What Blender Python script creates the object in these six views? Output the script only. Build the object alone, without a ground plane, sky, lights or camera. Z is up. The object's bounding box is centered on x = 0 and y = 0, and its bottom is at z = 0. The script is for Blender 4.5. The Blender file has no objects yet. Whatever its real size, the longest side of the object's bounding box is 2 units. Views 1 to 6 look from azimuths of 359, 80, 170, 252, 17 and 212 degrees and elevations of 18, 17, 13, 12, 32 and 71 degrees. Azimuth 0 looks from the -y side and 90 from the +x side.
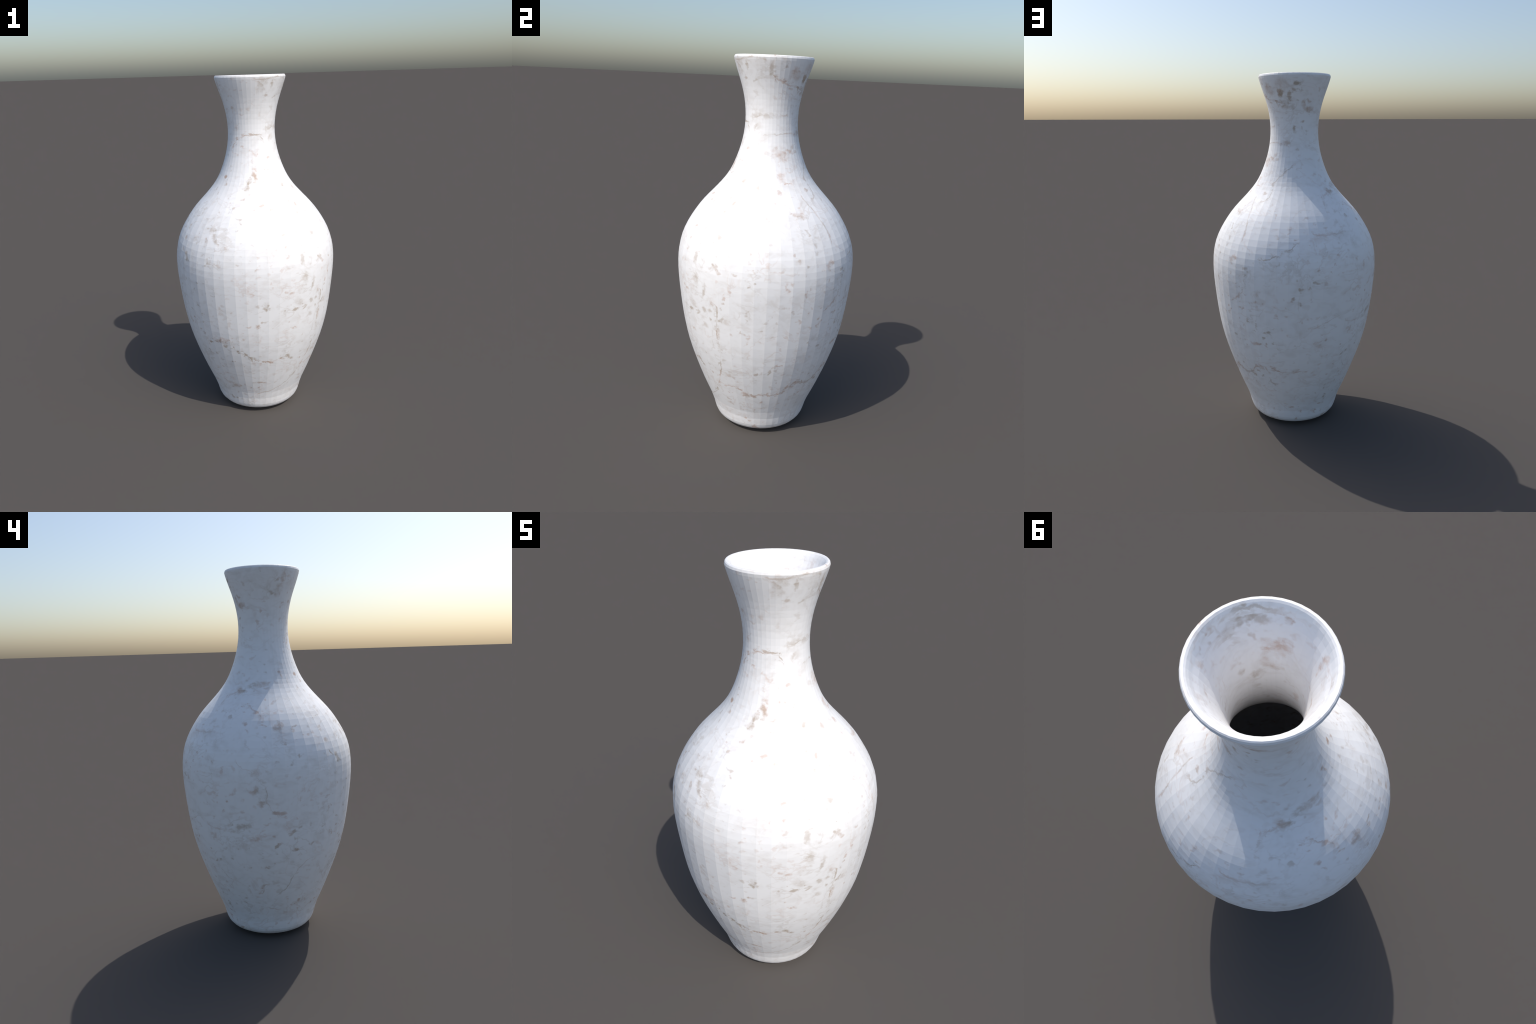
"""Tall white marble vase: a 48-sided lathe form with crisp facets, built part by part."""
import bpy
import math

SIDES = 48                    # meridians, one every 7.5 degrees
WALL = 0.0265                 # thickness of the turned wall
POLY = 1.0002                 # corner radius of the 48-gon against the round outline


# ------------------------------------------------------------------ profile
class Spline:
    """Natural cubic through (height, radius) control points."""

    def __init__(self, pts):
        self.z = [p[0] for p in pts]
        self.r = [p[1] for p in pts]
        z, r, n = self.z, self.r, len(pts)
        h = [z[i + 1] - z[i] for i in range(n - 1)]
        a, b, c, d = [0.0] * n, [1.0] * n, [0.0] * n, [0.0] * n
        for i in range(1, n - 1):
            a[i], b[i], c[i] = h[i - 1], 2 * (h[i - 1] + h[i]), h[i]
            d[i] = 6 * ((r[i + 1] - r[i]) / h[i] - (r[i] - r[i - 1]) / h[i - 1])
        for i in range(1, n):
            w = a[i] / b[i - 1]
            b[i] -= w * c[i - 1]
            d[i] -= w * d[i - 1]
        m = [0.0] * n
        m[-1] = d[-1] / b[-1]
        for i in range(n - 2, -1, -1):
            m[i] = (d[i] - c[i] * m[i + 1]) / b[i]
        self.h, self.m = h, m

    def __call__(self, z):
        i = 0
        while i < len(self.h) - 1 and z > self.z[i + 1]:
            i += 1
        t, h = z - self.z[i], self.h[i]
        u, m, r = h - t, self.m, self.r
        return ((m[i] * u ** 3 + m[i + 1] * t ** 3) / (6 * h)
                + (r[i] / h - m[i] * h / 6) * u + (r[i + 1] / h - m[i + 1] * h / 6) * t)


OUTLINE = Spline([
    (0.060, 0.2562), (0.080, 0.2622), (0.110, 0.2698), (0.140, 0.2796), (0.220, 0.3134),
    (0.320, 0.3530), (0.440, 0.3954), (0.580, 0.4329), (0.720, 0.4553), (0.840, 0.4684),
    (0.950, 0.4736), (1.040, 0.4646), (1.120, 0.4386), (1.190, 0.4002), (1.260, 0.3500),
    (1.330, 0.2852), (1.410, 0.2188), (1.500, 0.1738), (1.590, 0.1462), (1.680, 0.1342),
    (1.780, 0.1397), (1.880, 0.1642), (1.960, 0.1917), (2.000, 0.2030)])

# heights of the turned rings: wide low on the body, tight through the shoulder
FOOT_RINGS = [(0.0, 0.165), (0.016, 0.213), (0.030, 0.2362), (0.046, 0.2497), (0.0626, 0.2572)]
BODY_RINGS = [0.0626, 0.087, 0.1107, 0.160, 0.211, 0.261, 0.311, 0.362, 0.4125, 0.463, 0.511, 0.560,
              0.613, 0.657, 0.698, 0.740, 0.782, 0.825, 0.868, 0.910, 0.949, 0.984, 1.0165, 1.050,
              1.082, 1.1155, 1.148, 1.1797, 1.210, 1.239, 1.267, 1.294, 1.319, 1.342, 1.364,
              1.3855, 1.409]
NECK_RINGS = [1.409, 1.432, 1.456, 1.482, 1.507, 1.533, 1.560, 1.590, 1.6205, 1.6510, 1.6810, 1.7110,
              1.7394, 1.7668, 1.7943, 1.8223, 1.8514, 1.880, 1.908, 1.935, 1.960, 1.9767]
RIM_OUT = [(1.9767, 0.1968), (1.9885, 0.1993), (1.9965, 0.1970), (2.0, 0.1935)]
RIM_IN = [(2.0, 0.1875), (1.9955, 0.1822), (1.985, 0.1765), (1.966, 0.1690)]


def outer(z):
    return OUTLINE(z)


def section(rings):
    return [(z, outer(z)) for z in rings]


def inset(z, t):
    """Point of the wall's inner face opposite the outer point at height z."""
    s = (outer(z + 0.002) - outer(z - 0.002)) / 0.004
    n = math.hypot(1.0, s)
    return (z + t * s / n, outer(z) - t / n)


# ------------------------------------------------------------------ helpers
def lathe(name, sections, material, parent, cap=False):
    """Turn a profile of (z, r) into flat facets; the profile runs with the outside on its right."""
    verts, faces = [], []
    for z, r in sections:
        for k in range(SIDES):
            a = math.tau * k / SIDES
            verts.append((r * POLY * math.cos(a), r * POLY * math.sin(a), z))
    for i in range(len(sections) - 1):
        for k in range(SIDES):
            j = (k + 1) % SIDES
            faces.append((i * SIDES + k, i * SIDES + j, (i + 1) * SIDES + j, (i + 1) * SIDES + k))
    if cap == "start":
        verts.append((0, 0, sections[0][0]))
        c = len(verts) - 1
        faces += [(c, (k + 1) % SIDES, k) for k in range(SIDES)]
    if cap == "end":
        verts.append((0, 0, sections[-1][0]))
        c, o = len(verts) - 1, (len(sections) - 1) * SIDES
        faces += [(c, o + k, o + (k + 1) % SIDES) for k in range(SIDES)]
    me = bpy.data.meshes.new(name)
    me.from_pydata(verts, [], faces)
    me.update()
    me.materials.append(material)
    ob = bpy.data.objects.new(name, me)
    bpy.context.scene.collection.objects.link(ob)
    ob.parent = parent
    return ob


class Tree:
    """Small shorthand for wiring shader nodes."""

    def __init__(self, mat):
        mat.use_nodes = True
        self.t = mat.node_tree
        self.t.nodes.clear()

    def node(self, kind, **props):
        n = self.t.nodes.new(kind)
        for k, v in props.items():
            setattr(n, k, v)
        return n

    def put(self, socket, value):
        if hasattr(value, "is_output"):
            self.t.links.new(value, socket)
        else:
            socket.default_value = value

    def math(self, op, a, b=0.0, c=0.0, clamp=False):
        n = self.node("ShaderNodeMath", operation=op, use_clamp=clamp)
        for i, v in enumerate((a, b, c)):
            self.put(n.inputs[i], v)
        return n.outputs[0]

    def vmath(self, op, a, b=(0, 0, 0)):
        n = self.node("ShaderNodeVectorMath", operation=op)
        self.put(n.inputs[0], a)
        self.put(n.inputs[1], b)
        return n.outputs[0]

    def noise(self, vec, scale, detail=2.0, rough=0.5, dist=0.0, colour=False):
        n = self.node("ShaderNodeTexNoise")
        self.put(n.inputs["Vector"], vec)
        n.inputs["Scale"].default_value = scale
        n.inputs["Detail"].default_value = detail
        n.inputs["Roughness"].default_value = rough
        n.inputs["Distortion"].default_value = dist
        return n.outputs["Color" if colour else "Fac"]

    def ramp(self, v, lo, hi, a=0.0, b=1.0):
        n = self.node("ShaderNodeMapRange", interpolation_type="SMOOTHSTEP")
        self.put(n.inputs["Value"], v)
        n.inputs["From Min"].default_value, n.inputs["From Max"].default_value = lo, hi
        n.inputs["To Min"].default_value, n.inputs["To Max"].default_value = a, b
        return n.outputs["Result"]

    def mix(self, fac, a, b):
        n = self.node("ShaderNodeMix", data_type="RGBA")
        self.put(n.inputs["Factor"], fac)
        self.put(n.inputs["A"], a)
        self.put(n.inputs["B"], b)
        return n.outputs["Result"]


# ------------------------------------------------------------------ marks in the stone
# veins that run round the pot: width mm, strength, crumbling, course as (azimuth, height)
VEINS_AROUND = [
    (4, 0.7, 0.8, [(-141, 1.619), (-87, 1.681), (-62, 1.635)]),
    (5, 0.45, 0.3, [(-90, 1.993), (-76, 1.977), (-45, 1.986), (-20, 1.972)]),
    (3, 0.25, 1, [(-133, 0.522), (-122, 0.551), (-114, 0.56), (-110, 0.511), (-102, 0.481), (-96, 0.446), (-75, 0.422), (-71, 0.444), (-60, 0.418)]),
    (3, 0.6, 0.1, [(-110, 0.143), (-56, 0.25), (-42, 0.436), (-42, 0.497)]),
    (4, 0.45, 0.4, [(-131, 0.249), (-114, 0.206)]),
    (3, 0.4, 0.4, [(-55, 1.714), (25, 1.723)]),
    (3, 0.4, 0, [(-23, 1.622), (20, 1.637), (51, 1.631)]),
    (3, 0.5, 0.2, [(10, 1.406), (24, 1.401), (28, 1.372), (33, 1.357)]),
    (5, 0.4, 0.9, [(-15, 1.929), (-5, 1.896), (55, 1.848)]),
    (3, 0.45, 0.1, [(-46, 0.353), (-37, 0.339), (-26, 0.362)]),
    (3, 0.5, 0.7, [(-14, 0.455), (-4, 0.463), (-1, 0.497), (6, 0.511)]),
    (3, 0.5, 0.8, [(-25, 0.304), (-17, 0.295), (-8, 0.306), (4, 0.304), (15, 0.365), (20, 0.374), (40, 0.363), (44, 0.395), (58, 0.4)]),
    (5, 0.4, 0.3, [(93, 1.192), (101, 1.177), (122, 1.186)]),
    (3, 0.55, 0.5, [(55, 1.053), (68, 1.078), (71, 1.1), (76, 1.113), (82, 1.159)]),
    (4, 0.65, 0.6, [(24, 0.376), (30, 0.358), (39, 0.366), (46, 0.417), (53, 0.427), (61, 0.429), (66, 0.409), (90, 0.416)]),
    (3, 0.4, 0.3, [(90, 0.675), (111, 0.743)]),
    (5, 0.35, 0.3, [(117, 0.704), (128, 0.69), (138, 0.697)]),
    (4, 0.55, 0.4, [(110, 1.3), (117, 1.355), (137, 1.38)]),
    (3, 0.5, 0.4, [(137, 1.308), (154, 1.277), (158, 1.243)]),
    (3, 0.45, 0.2, [(109, 0.49), (117, 0.482), (126, 0.403), (142, 0.356), (146, 0.299)]),
    (3, 0.4, 0.2, [(149, 0.239), (184, 0.168)]),
    (5, 0.6, 0, [(-155, 1.076), (-143, 1.012)]),
]
# veins that climb the pot: azimuth given as a function of height
VEINS_UPRIGHT = [
    (5, 0.45, 0.15, [(39, 1.13), (39, 1.164), (37, 1.224), (32, 1.299), (25, 1.384)]),
    (4, 0.6, 0.4, [(-58, 0.252), (-47, 0.34), (-39, 0.504), (-38, 0.573), (-40, 0.654), (-39, 0.81), (-42, 0.832)]),
    (4, 0.4, 0.5, [(37, 1.317), (43, 1.331), (49, 1.378), (47, 1.418), (56, 1.461), (85, 1.534)]),
    (5, 0.6, 0.2, [(108, 1.3), (113, 1.315), (114, 1.365)]),
    (3, 0.4, 0.7, [(30, 0.802), (37, 0.822), (42, 0.865), (45, 0.924), (45, 0.984)]),
    (3, 0.4, 0.3, [(172, 0.755), (161, 0.841), (161, 0.9), (150, 1.008), (146, 1.02), (142, 1.05)]),
    (3, 0.5, 0, [(166, 0.293), (173, 0.332), (183, 0.453), (188, 0.491), (195, 0.512)]),
    (4, 0.5, 0.8, [(152, 0.307), (156, 0.338), (157, 0.363), (161, 0.38)]),
]
# stains: azimuth, height, half width mm, half height mm, tilt, strength
BLOTS_NECK = [
    (-74, 1.940, 28, 30, -20, 0.35),
    (-88, 1.464, 15, 30, 0, 0.7),
    (-143, 1.455, 10, 9, 0, 0.7),
    (-12, 1.947, 13, 29, 0, 0.45),
    (10, 1.536, 32, 21, -20, 0.5),
    (32, 1.548, 34, 8, -8, 0.5),
    (24, 1.920, 17, 25, 0, 0.45),
    (52, 1.893, 13, 18, 0, 0.75),
    (59, 1.942, 40, 35, 0, 0.3),
    (84, 1.944, 21, 14, 0, 0.65),
    (52, 1.903, 16, 18, -20, 0.6),
    (61, 1.841, 34, 19, -15, 0.6),
    (70, 1.882, 8, 28, 0, 0.55),
    (98, 1.838, 11, 18, 0, 0.5),
    (114, 1.815, 31, 15, -10, 0.4),
    (79, 1.710, 9, 16, 20, 0.6),
    (60, 1.641, 16, 11, 0, 0.5),
    (85, 1.599, 13, 8, -10, 0.65),
    (29, 1.914, 24, 28, 20, 0.35),
    (-162, 1.952, 16, 35, -25, 0.45),
    (-170, 1.880, 25, 28, 0, 0.4),
]
BLOTS_MOUTH = [           # on the inner wall, seen from above
    (-76, 1.872, 34, 24, -15, 0.75),
    (-64, 1.880, 14, 14, 0, 0.5),
    (-136, 1.931, 9, 34, 0, 0.7),
    (-39, 1.952, 12, 14, 0, 0.65),
    (-50, 1.962, 22, 8, 0, 0.55),
    (-83, 1.955, 9, 12, 0, 0.75),
    (-27, 1.948, 18, 30, 15, 0.45),
    (-61, 1.945, 28, 10, 5, 0.55),
    (-59, 1.820, 9, 26, 0, 0.5),
    (-69, 1.795, 26, 12, 0, 0.5),
    (-51, 1.764, 18, 14, 0, 0.5),
    (-20, 1.928, 9, 9, 0, 0.5),
    (52, 1.950, 10, 34, 10, 0.5),
    (-27, 1.795, 9, 12, 0, 0.5),
    (17, 1.955, 8, 24, 0, 0.45),
]
BLOTS_SHOULDER = [
    (-99, 1.402, 15, 12, 20, 0.65),
    (-95, 1.374, 12, 7, 10, 0.5),
    (-41, 1.402, 12, 9, 0, 0.4),
    (-22, 1.380, 10, 16, 0, 0.4),
    (-43, 1.162, 20, 8, 10, 0.45),
    (-69, 1.176, 16, 7, 0, 0.4),
    (-97, 1.434, 12, 20, -20, 0.7),
    (-126, 1.197, 18, 16, -20, 0.5),
    (-122, 1.164, 21, 11, -20, 0.5),
    (-154, 1.125, 18, 12, 0, 0.5),
    (-120, 1.149, 12, 26, 28, 0.5),
    (-129, 1.139, 8, 18, 28, 0.55),
    (8, 1.434, 20, 25, -10, 0.4),
    (17, 1.268, 40, 8, -18, 0.5),
    (24, 1.099, 11, 8, 0, 0.65),
    (131, 1.377, 30, 15, -20, 0.55),
    (156, 1.411, 70, 11, 6, 0.4),
    (171, 1.207, 22, 24, 0, 0.5),
    (-155, 1.183, 22, 8, -20, 0.5),
]
BLOTS_BELLY = [
    (-49, 0.879, 9, 34, -12, 0.45),
    (-45, 0.790, 22, 16, 30, 0.38),
    (-49, 0.695, 16, 14, 20, 0.34),
    (-39, 0.664, 9, 26, 0, 0.41),
    (-62, 0.749, 16, 7, 0, 0.41),
    (-57, 1.030, 10, 34, 15, 0.38),
    (-41, 1.020, 30, 8, 15, 0.34),
    (-66, 0.854, 11, 9, 0, 0.45),
    (-60, 0.800, 30, 26, 10, 0.22),
    (-33, 0.740, 26, 14, 0, 0.22),
    (-147, 1.035, 11, 30, 22, 0.6),
    (-90, 0.667, 17, 8, 5, 0.75),
    (-97, 0.669, 14, 5, 0, 0.75),
    (-85, 0.779, 9, 12, -10, 0.6),
    (-56, 0.925, 22, 35, 0, 0.5),
    (-50, 0.784, 13, 14, 0, 0.5),
    (-42, 0.827, 15, 14, 0, 0.55),
    (35, 1.044, 18, 12, 0, 0.6),
    (154, 0.999, 20, 17, 0, 0.4),
    (154, 0.906, 19, 23, 0, 0.5),
    (158, 0.838, 18, 12, 0, 0.55),
    (168, 0.788, 32, 9, -4, 0.5),
    (145, 0.713, 47, 14, 8, 0.45),
    (156, 0.660, 40, 14, 20, 0.5),
    (169, 0.622, 12, 8, -10, 0.85),
]
BLOTS_LOWER = [
    (-66, 0.444, 20, 12, -15, 0.65),
    (-88, 0.256, 29, 9, -8, 0.55),
    (-116, 0.213, 25, 11, -15, 0.55),
    (-119, 0.560, 49, 16, 0, 0.35),
    (-17, 0.297, 19, 10, -15, 0.55),
    (20, 0.372, 21, 12, 0, 0.55),
    (-34, 0.421, 30, 10, -20, 0.5),
    (95, 0.571, 18, 20, 0, 0.55),
    (179, 0.580, 12, 7, 5, 0.65),
    (160, 0.481, 16, 9, -10, 0.7),
]


def marble(low, high, inside=False):
    """The stone, with the placed marks that touch heights low..high; the rest is the same everywhere."""
    mat = bpy.data.materials.new("veined_white_marble")
    t = Tree(mat)
    obj = t.node("ShaderNodeTexCoord").outputs["Object"]

    def place(scale, shift=(0, 0, 0)):
        m = t.node("ShaderNodeMapping")
        t.put(m.inputs["Vector"], obj)
        m.inputs["Scale"].default_value, m.inputs["Location"].default_value = scale, shift
        return m.outputs["Vector"]

    def scaled(v, k):
        n = t.vmath("SCALE", v)
        n.node.inputs["Scale"].default_value = k
        return n

    def most(values):
        total = values[0]
        for v in values[1:]:
            total = t.math("MAXIMUM", total, v)
        return total

    lying = place((1.0, 1.0, 1.35))           # small marks lie flat around the pot
    half = (0.5, 0.5, 0.5)
    warp = t.vmath("SUBTRACT", t.noise(lying, 9.0, 3.0, 0.6, colour=True), half)
    wandering = t.vmath("ADD", lying, scaled(warp, 0.05))
    calm = t.vmath("ADD", place((1.0, 1.0, 1.3)), scaled(warp, 0.03))

    # ---- placed veins, in azimuth and height with a nervous course
    jag = scaled(t.vmath("SUBTRACT", t.noise(obj, 26.0, 4.0, 0.62, colour=True), half), 0.034)
    nervous = t.vmath("ADD", obj, jag)
    sep = t.node("ShaderNodeSeparateXYZ")
    t.put(sep.inputs[0], nervous)
    x, y, z = sep.outputs
    azimuth = t.math("DEGREES", t.math("ARCTAN2", y, x))
    radius = t.math("SQRT", t.math("MULTIPLY_ADD", x, x, t.math("MULTIPLY", y, y)))
    per_degree = t.math("MULTIPLY", radius, math.pi / 180)
    patchy = t.ramp(t.noise(place((1, 1, 1), (8.8, 2.5, 6.1)), 14.0, 2.0, 0.5), 0.38, 0.60, 0.15, 1.0)

    total = {}

    def gather(kind, value):
        """Keep the strongest mark so far (summed up at once, to keep the shader's stack short)."""
        total[kind] = t.math("MAXIMUM", total[kind], value) if kind in total else value

    def vein(width, strength, crumbling, course, upright):
        mid = 0.5 * (course[0][0] + course[-1][0])
        turn = t.math("WRAP", t.math("SUBTRACT", azimuth, mid), 180.0, -180.0)
        pts = [(b, a - mid) if upright else (a - mid, b) for a, b in course]
        pts.sort()
        s0, s1 = pts[0][0], pts[-1][0]
        v0, v1 = min(p[1] for p in pts), max(p[1] for p in pts)
        v1 = max(v1, v0 + 1e-3)
        along = t.math("DIVIDE", t.math("SUBTRACT", z if upright else turn, s0), s1 - s0)
        cn = t.node("ShaderNodeFloatCurve")
        c = cn.mapping.curves[0]
        while len(c.points) < len(pts):
            c.points.new(0.5, 0.5)
        for p, (s, v) in zip(c.points, pts):
            p.location = ((s - s0) / (s1 - s0), (v - v0) / (v1 - v0))
        cn.mapping.update()
        t.put(cn.inputs["Value"], t.math("ADD", along, 0.0, clamp=True))
        course_at = t.math("MULTIPLY_ADD", cn.outputs[0], v1 - v0, v0)
        off = t.math("ABSOLUTE", t.math("SUBTRACT", turn if upright else z, course_at))
        if upright:
            off = t.math("MULTIPLY", off, per_degree)
        ends = t.ramp(t.math("ABSOLUTE", t.math("SUBTRACT", along, 0.5)), 0.53, 0.47)
        w = width / 1000
        gather("line", t.math("MULTIPLY", t.ramp(off, w * 1.45, w * 0.3), t.math("MULTIPLY", ends, strength)))
        if crumbling > 0.15:
            gather("dust", t.math("MULTIPLY", t.ramp(off, 0.024, 0.006), t.math("MULTIPLY", ends, crumbling)))

    for course_list, upright in ((VEINS_AROUND, False), (VEINS_UPRIGHT, True)):
        for v in course_list:
            if not inside and min(p[1] for p in v[3]) < high + 0.04 and max(p[1] for p in v[3]) > low - 0.04:
                vein(*v, upright=upright)
    placed_vein = t.math("MULTIPLY", t.math("MULTIPLY", total.get("line", 0.0), 1.2), patchy)

    # ---- placed stains with ragged, soft edges
    ragged = t.vmath("ADD", obj, scaled(t.vmath("SUBTRACT", t.noise(obj, 17.0, 3.0, 0.6, colour=True), half), 0.045))
    rag = t.math("SUBTRACT", t.noise(t.vmath("ADD", calm, (3.3, 8.1, 2.7)), 30.0, 3.0, 0.6), 0.5)
    mottle = t.ramp(t.noise(t.vmath("ADD", calm, (9.1, 1.2, 5.5)), 28.0, 3.0, 0.6, 0.2), 0.36, 0.58, 0.45, 1.1)
    for az, h, hw, hh, tilt, strength in BLOTS_MOUTH if inside else BLOTS_NECK + BLOTS_SHOULDER + BLOTS_BELLY + BLOTS_LOWER:
        if not low - 0.08 < h < high + 0.08:
            continue
        m = t.node("ShaderNodeMapping", vector_type="TEXTURE")
        a, r = math.radians(az), outer(min(max(h, 0.06), 2.0)) - (WALL if inside else 0.0)
        t.put(m.inputs["Vector"], ragged)
        m.inputs["Location"].default_value = (r * math.cos(a), r * math.sin(a), h)
        m.inputs["Rotation"].default_value = (math.radians(tilt), 0, a)
        m.inputs["Scale"].default_value = (0.02 if inside else 0.05, hw / 1000, hh / 1000)
        n = t.node("ShaderNodeVectorMath", operation="LENGTH")
        t.put(n.inputs[0], m.outputs[0])
        far = t.math("MULTIPLY_ADD", rag, 3.0, n.outputs["Value"])
        gather("stain", t.ramp(far, 1.55, 0.30, 0.0, min(1.0, strength * (0.9 if inside else 1.15))))
    placed_stain = t.math("MULTIPLY", total.get("stain", 0.0), mottle)

    # ---- the unplaced rest: faint clouds, flecks, hair veins
    region = t.noise(place((1, 1, 1.2), (3.1, 0.7, 5.2)), 4.2, 2.0, 0.5)
    busy = t.ramp(region, 0.36, 0.66)
    cloud = t.noise(place((1, 1, 1.5), (7.3, 1.1, 2.0)), 10.0, 5.0, 0.62, 0.8)
    ground = t.mix(t.ramp(cloud, 0.45, 0.78), (0.915, 0.91, 0.91, 1), (0.82, 0.80, 0.785, 1))

    blot_n = t.noise(t.vmath("ADD", wandering, (2.0, 9.0, 4.0)), 13.0, 3.0, 0.55, 0.5)
    blot = t.math("MULTIPLY", t.ramp(blot_n, 0.58, 0.72), t.math("MULTIPLY_ADD", busy, 0.16, 0.06))
    fleck_n = t.noise(t.vmath("ADD", calm, (5.5, 3.0, 8.0)), 25.0, 2.0, 0.5, 0.15)
    fleck = t.math("MULTIPLY", t.ramp(fleck_n, 0.59, 0.745), t.math("MULTIPLY_ADD", busy, 0.46, 0.24))
    hair = None
    for scale, width, shift in ((2.6, 0.011, (1.3, 4.4, 0.2)), (4.6, 0.020, (7.7, 0.9, 3.1))):
        hair_n = t.noise(t.vmath("ADD", wandering, shift), scale, 4.0, 0.58, 0.5)
        line = t.ramp(t.math("ABSOLUTE", t.math("SUBTRACT", hair_n, 0.5)), width * 1.25, 0.0)
        hair = line if hair is None else t.math("MAXIMUM", hair, line)
    web = t.ramp(t.noise(place((1, 1, 1), (4.1, 7.5, 1.6)), 7.0, 3.0, 0.6), 0.42, 0.66, 0.03, 0.24)
    hair = t.math("MULTIPLY", hair, web)
    crumb_n = t.noise(t.vmath("ADD", wandering, (6.0, 6.0, 1.0)), 30.0, 3.0, 0.6, 0.4)
    crumb = t.math("MULTIPLY", t.ramp(crumb_n, 0.50, 0.62), t.math("MULTIPLY", total.get("dust", 0.0), 0.85))

    tint = t.noise(place((1, 1, 1), (0.4, 6.6, 9.9)), 5.0, 1.0)
    brown = t.mix(t.ramp(tint, 0.38, 0.62), (0.58, 0.405, 0.315, 1), (0.44, 0.35, 0.262, 1))
    pale = t.mix(0.3, brown, (0.66, 0.58, 0.52, 1))
    colour = t.mix(blot, ground, pale)
    colour = t.mix(placed_stain, colour, brown)
    colour = t.mix(most([placed_vein, hair, fleck, crumb]), colour, brown)

    bsdf = t.node("ShaderNodeBsdfPrincipled")
    t.put(bsdf.inputs["Base Color"], colour)
    bsdf.inputs["Roughness"].default_value = 0.5
    bsdf.inputs["IOR"].default_value = 1.45
    out = t.node("ShaderNodeOutputMaterial")
    t.put(out.inputs["Surface"], bsdf.outputs[0])
    return mat


def main():
    vase = bpy.data.objects.new("vase", None)
    vase.empty_display_size = 0.2
    bpy.context.scene.collection.objects.link(vase)
    vase["label"] = "tall white marble vase with brown veins and flared neck"
    vase["category"] = "vase"

    neck, shoulder = section(NECK_RINGS), section([z for z in BODY_RINGS if z >= 0.949])
    belly = section([z for z in BODY_RINGS if z <= 0.949])
    cut = BODY_RINGS.index(0.463)
    lower, belly = belly[:cut + 1], belly[cut:]
    lower[0], neck[-1] = FOOT_RINGS[-1], RIM_OUT[0]

    neck_stone = marble(1.409, 2.0)
    mouth_stone = marble(1.4, 2.0, inside=True)
    lathe("foot", FOOT_RINGS + lower[1:], marble(0.0, 0.463), vase, cap="start")
    lathe("belly", belly, marble(0.463, 0.949), vase)
    lathe("shoulder", shoulder, marble(0.949, 1.409), vase)
    lathe("neck", neck, neck_stone, vase)
    lathe("rim", RIM_OUT + RIM_IN, neck_stone, vase)

    # hollow: the same turning, one wall thickness further in
    hollow = [RIM_IN[-1]]
    hollow += [inset(z, WALL) for z in reversed(NECK_RINGS) if z < 1.95]
    hollow += [inset(z, WALL) for z in reversed(BODY_RINGS) if 0.1 < z < 1.409]
    hollow += [(0.075, 0.235), (0.055, 0.20)]
    lathe("interior", hollow, mouth_stone, vase, cap="end")

main()
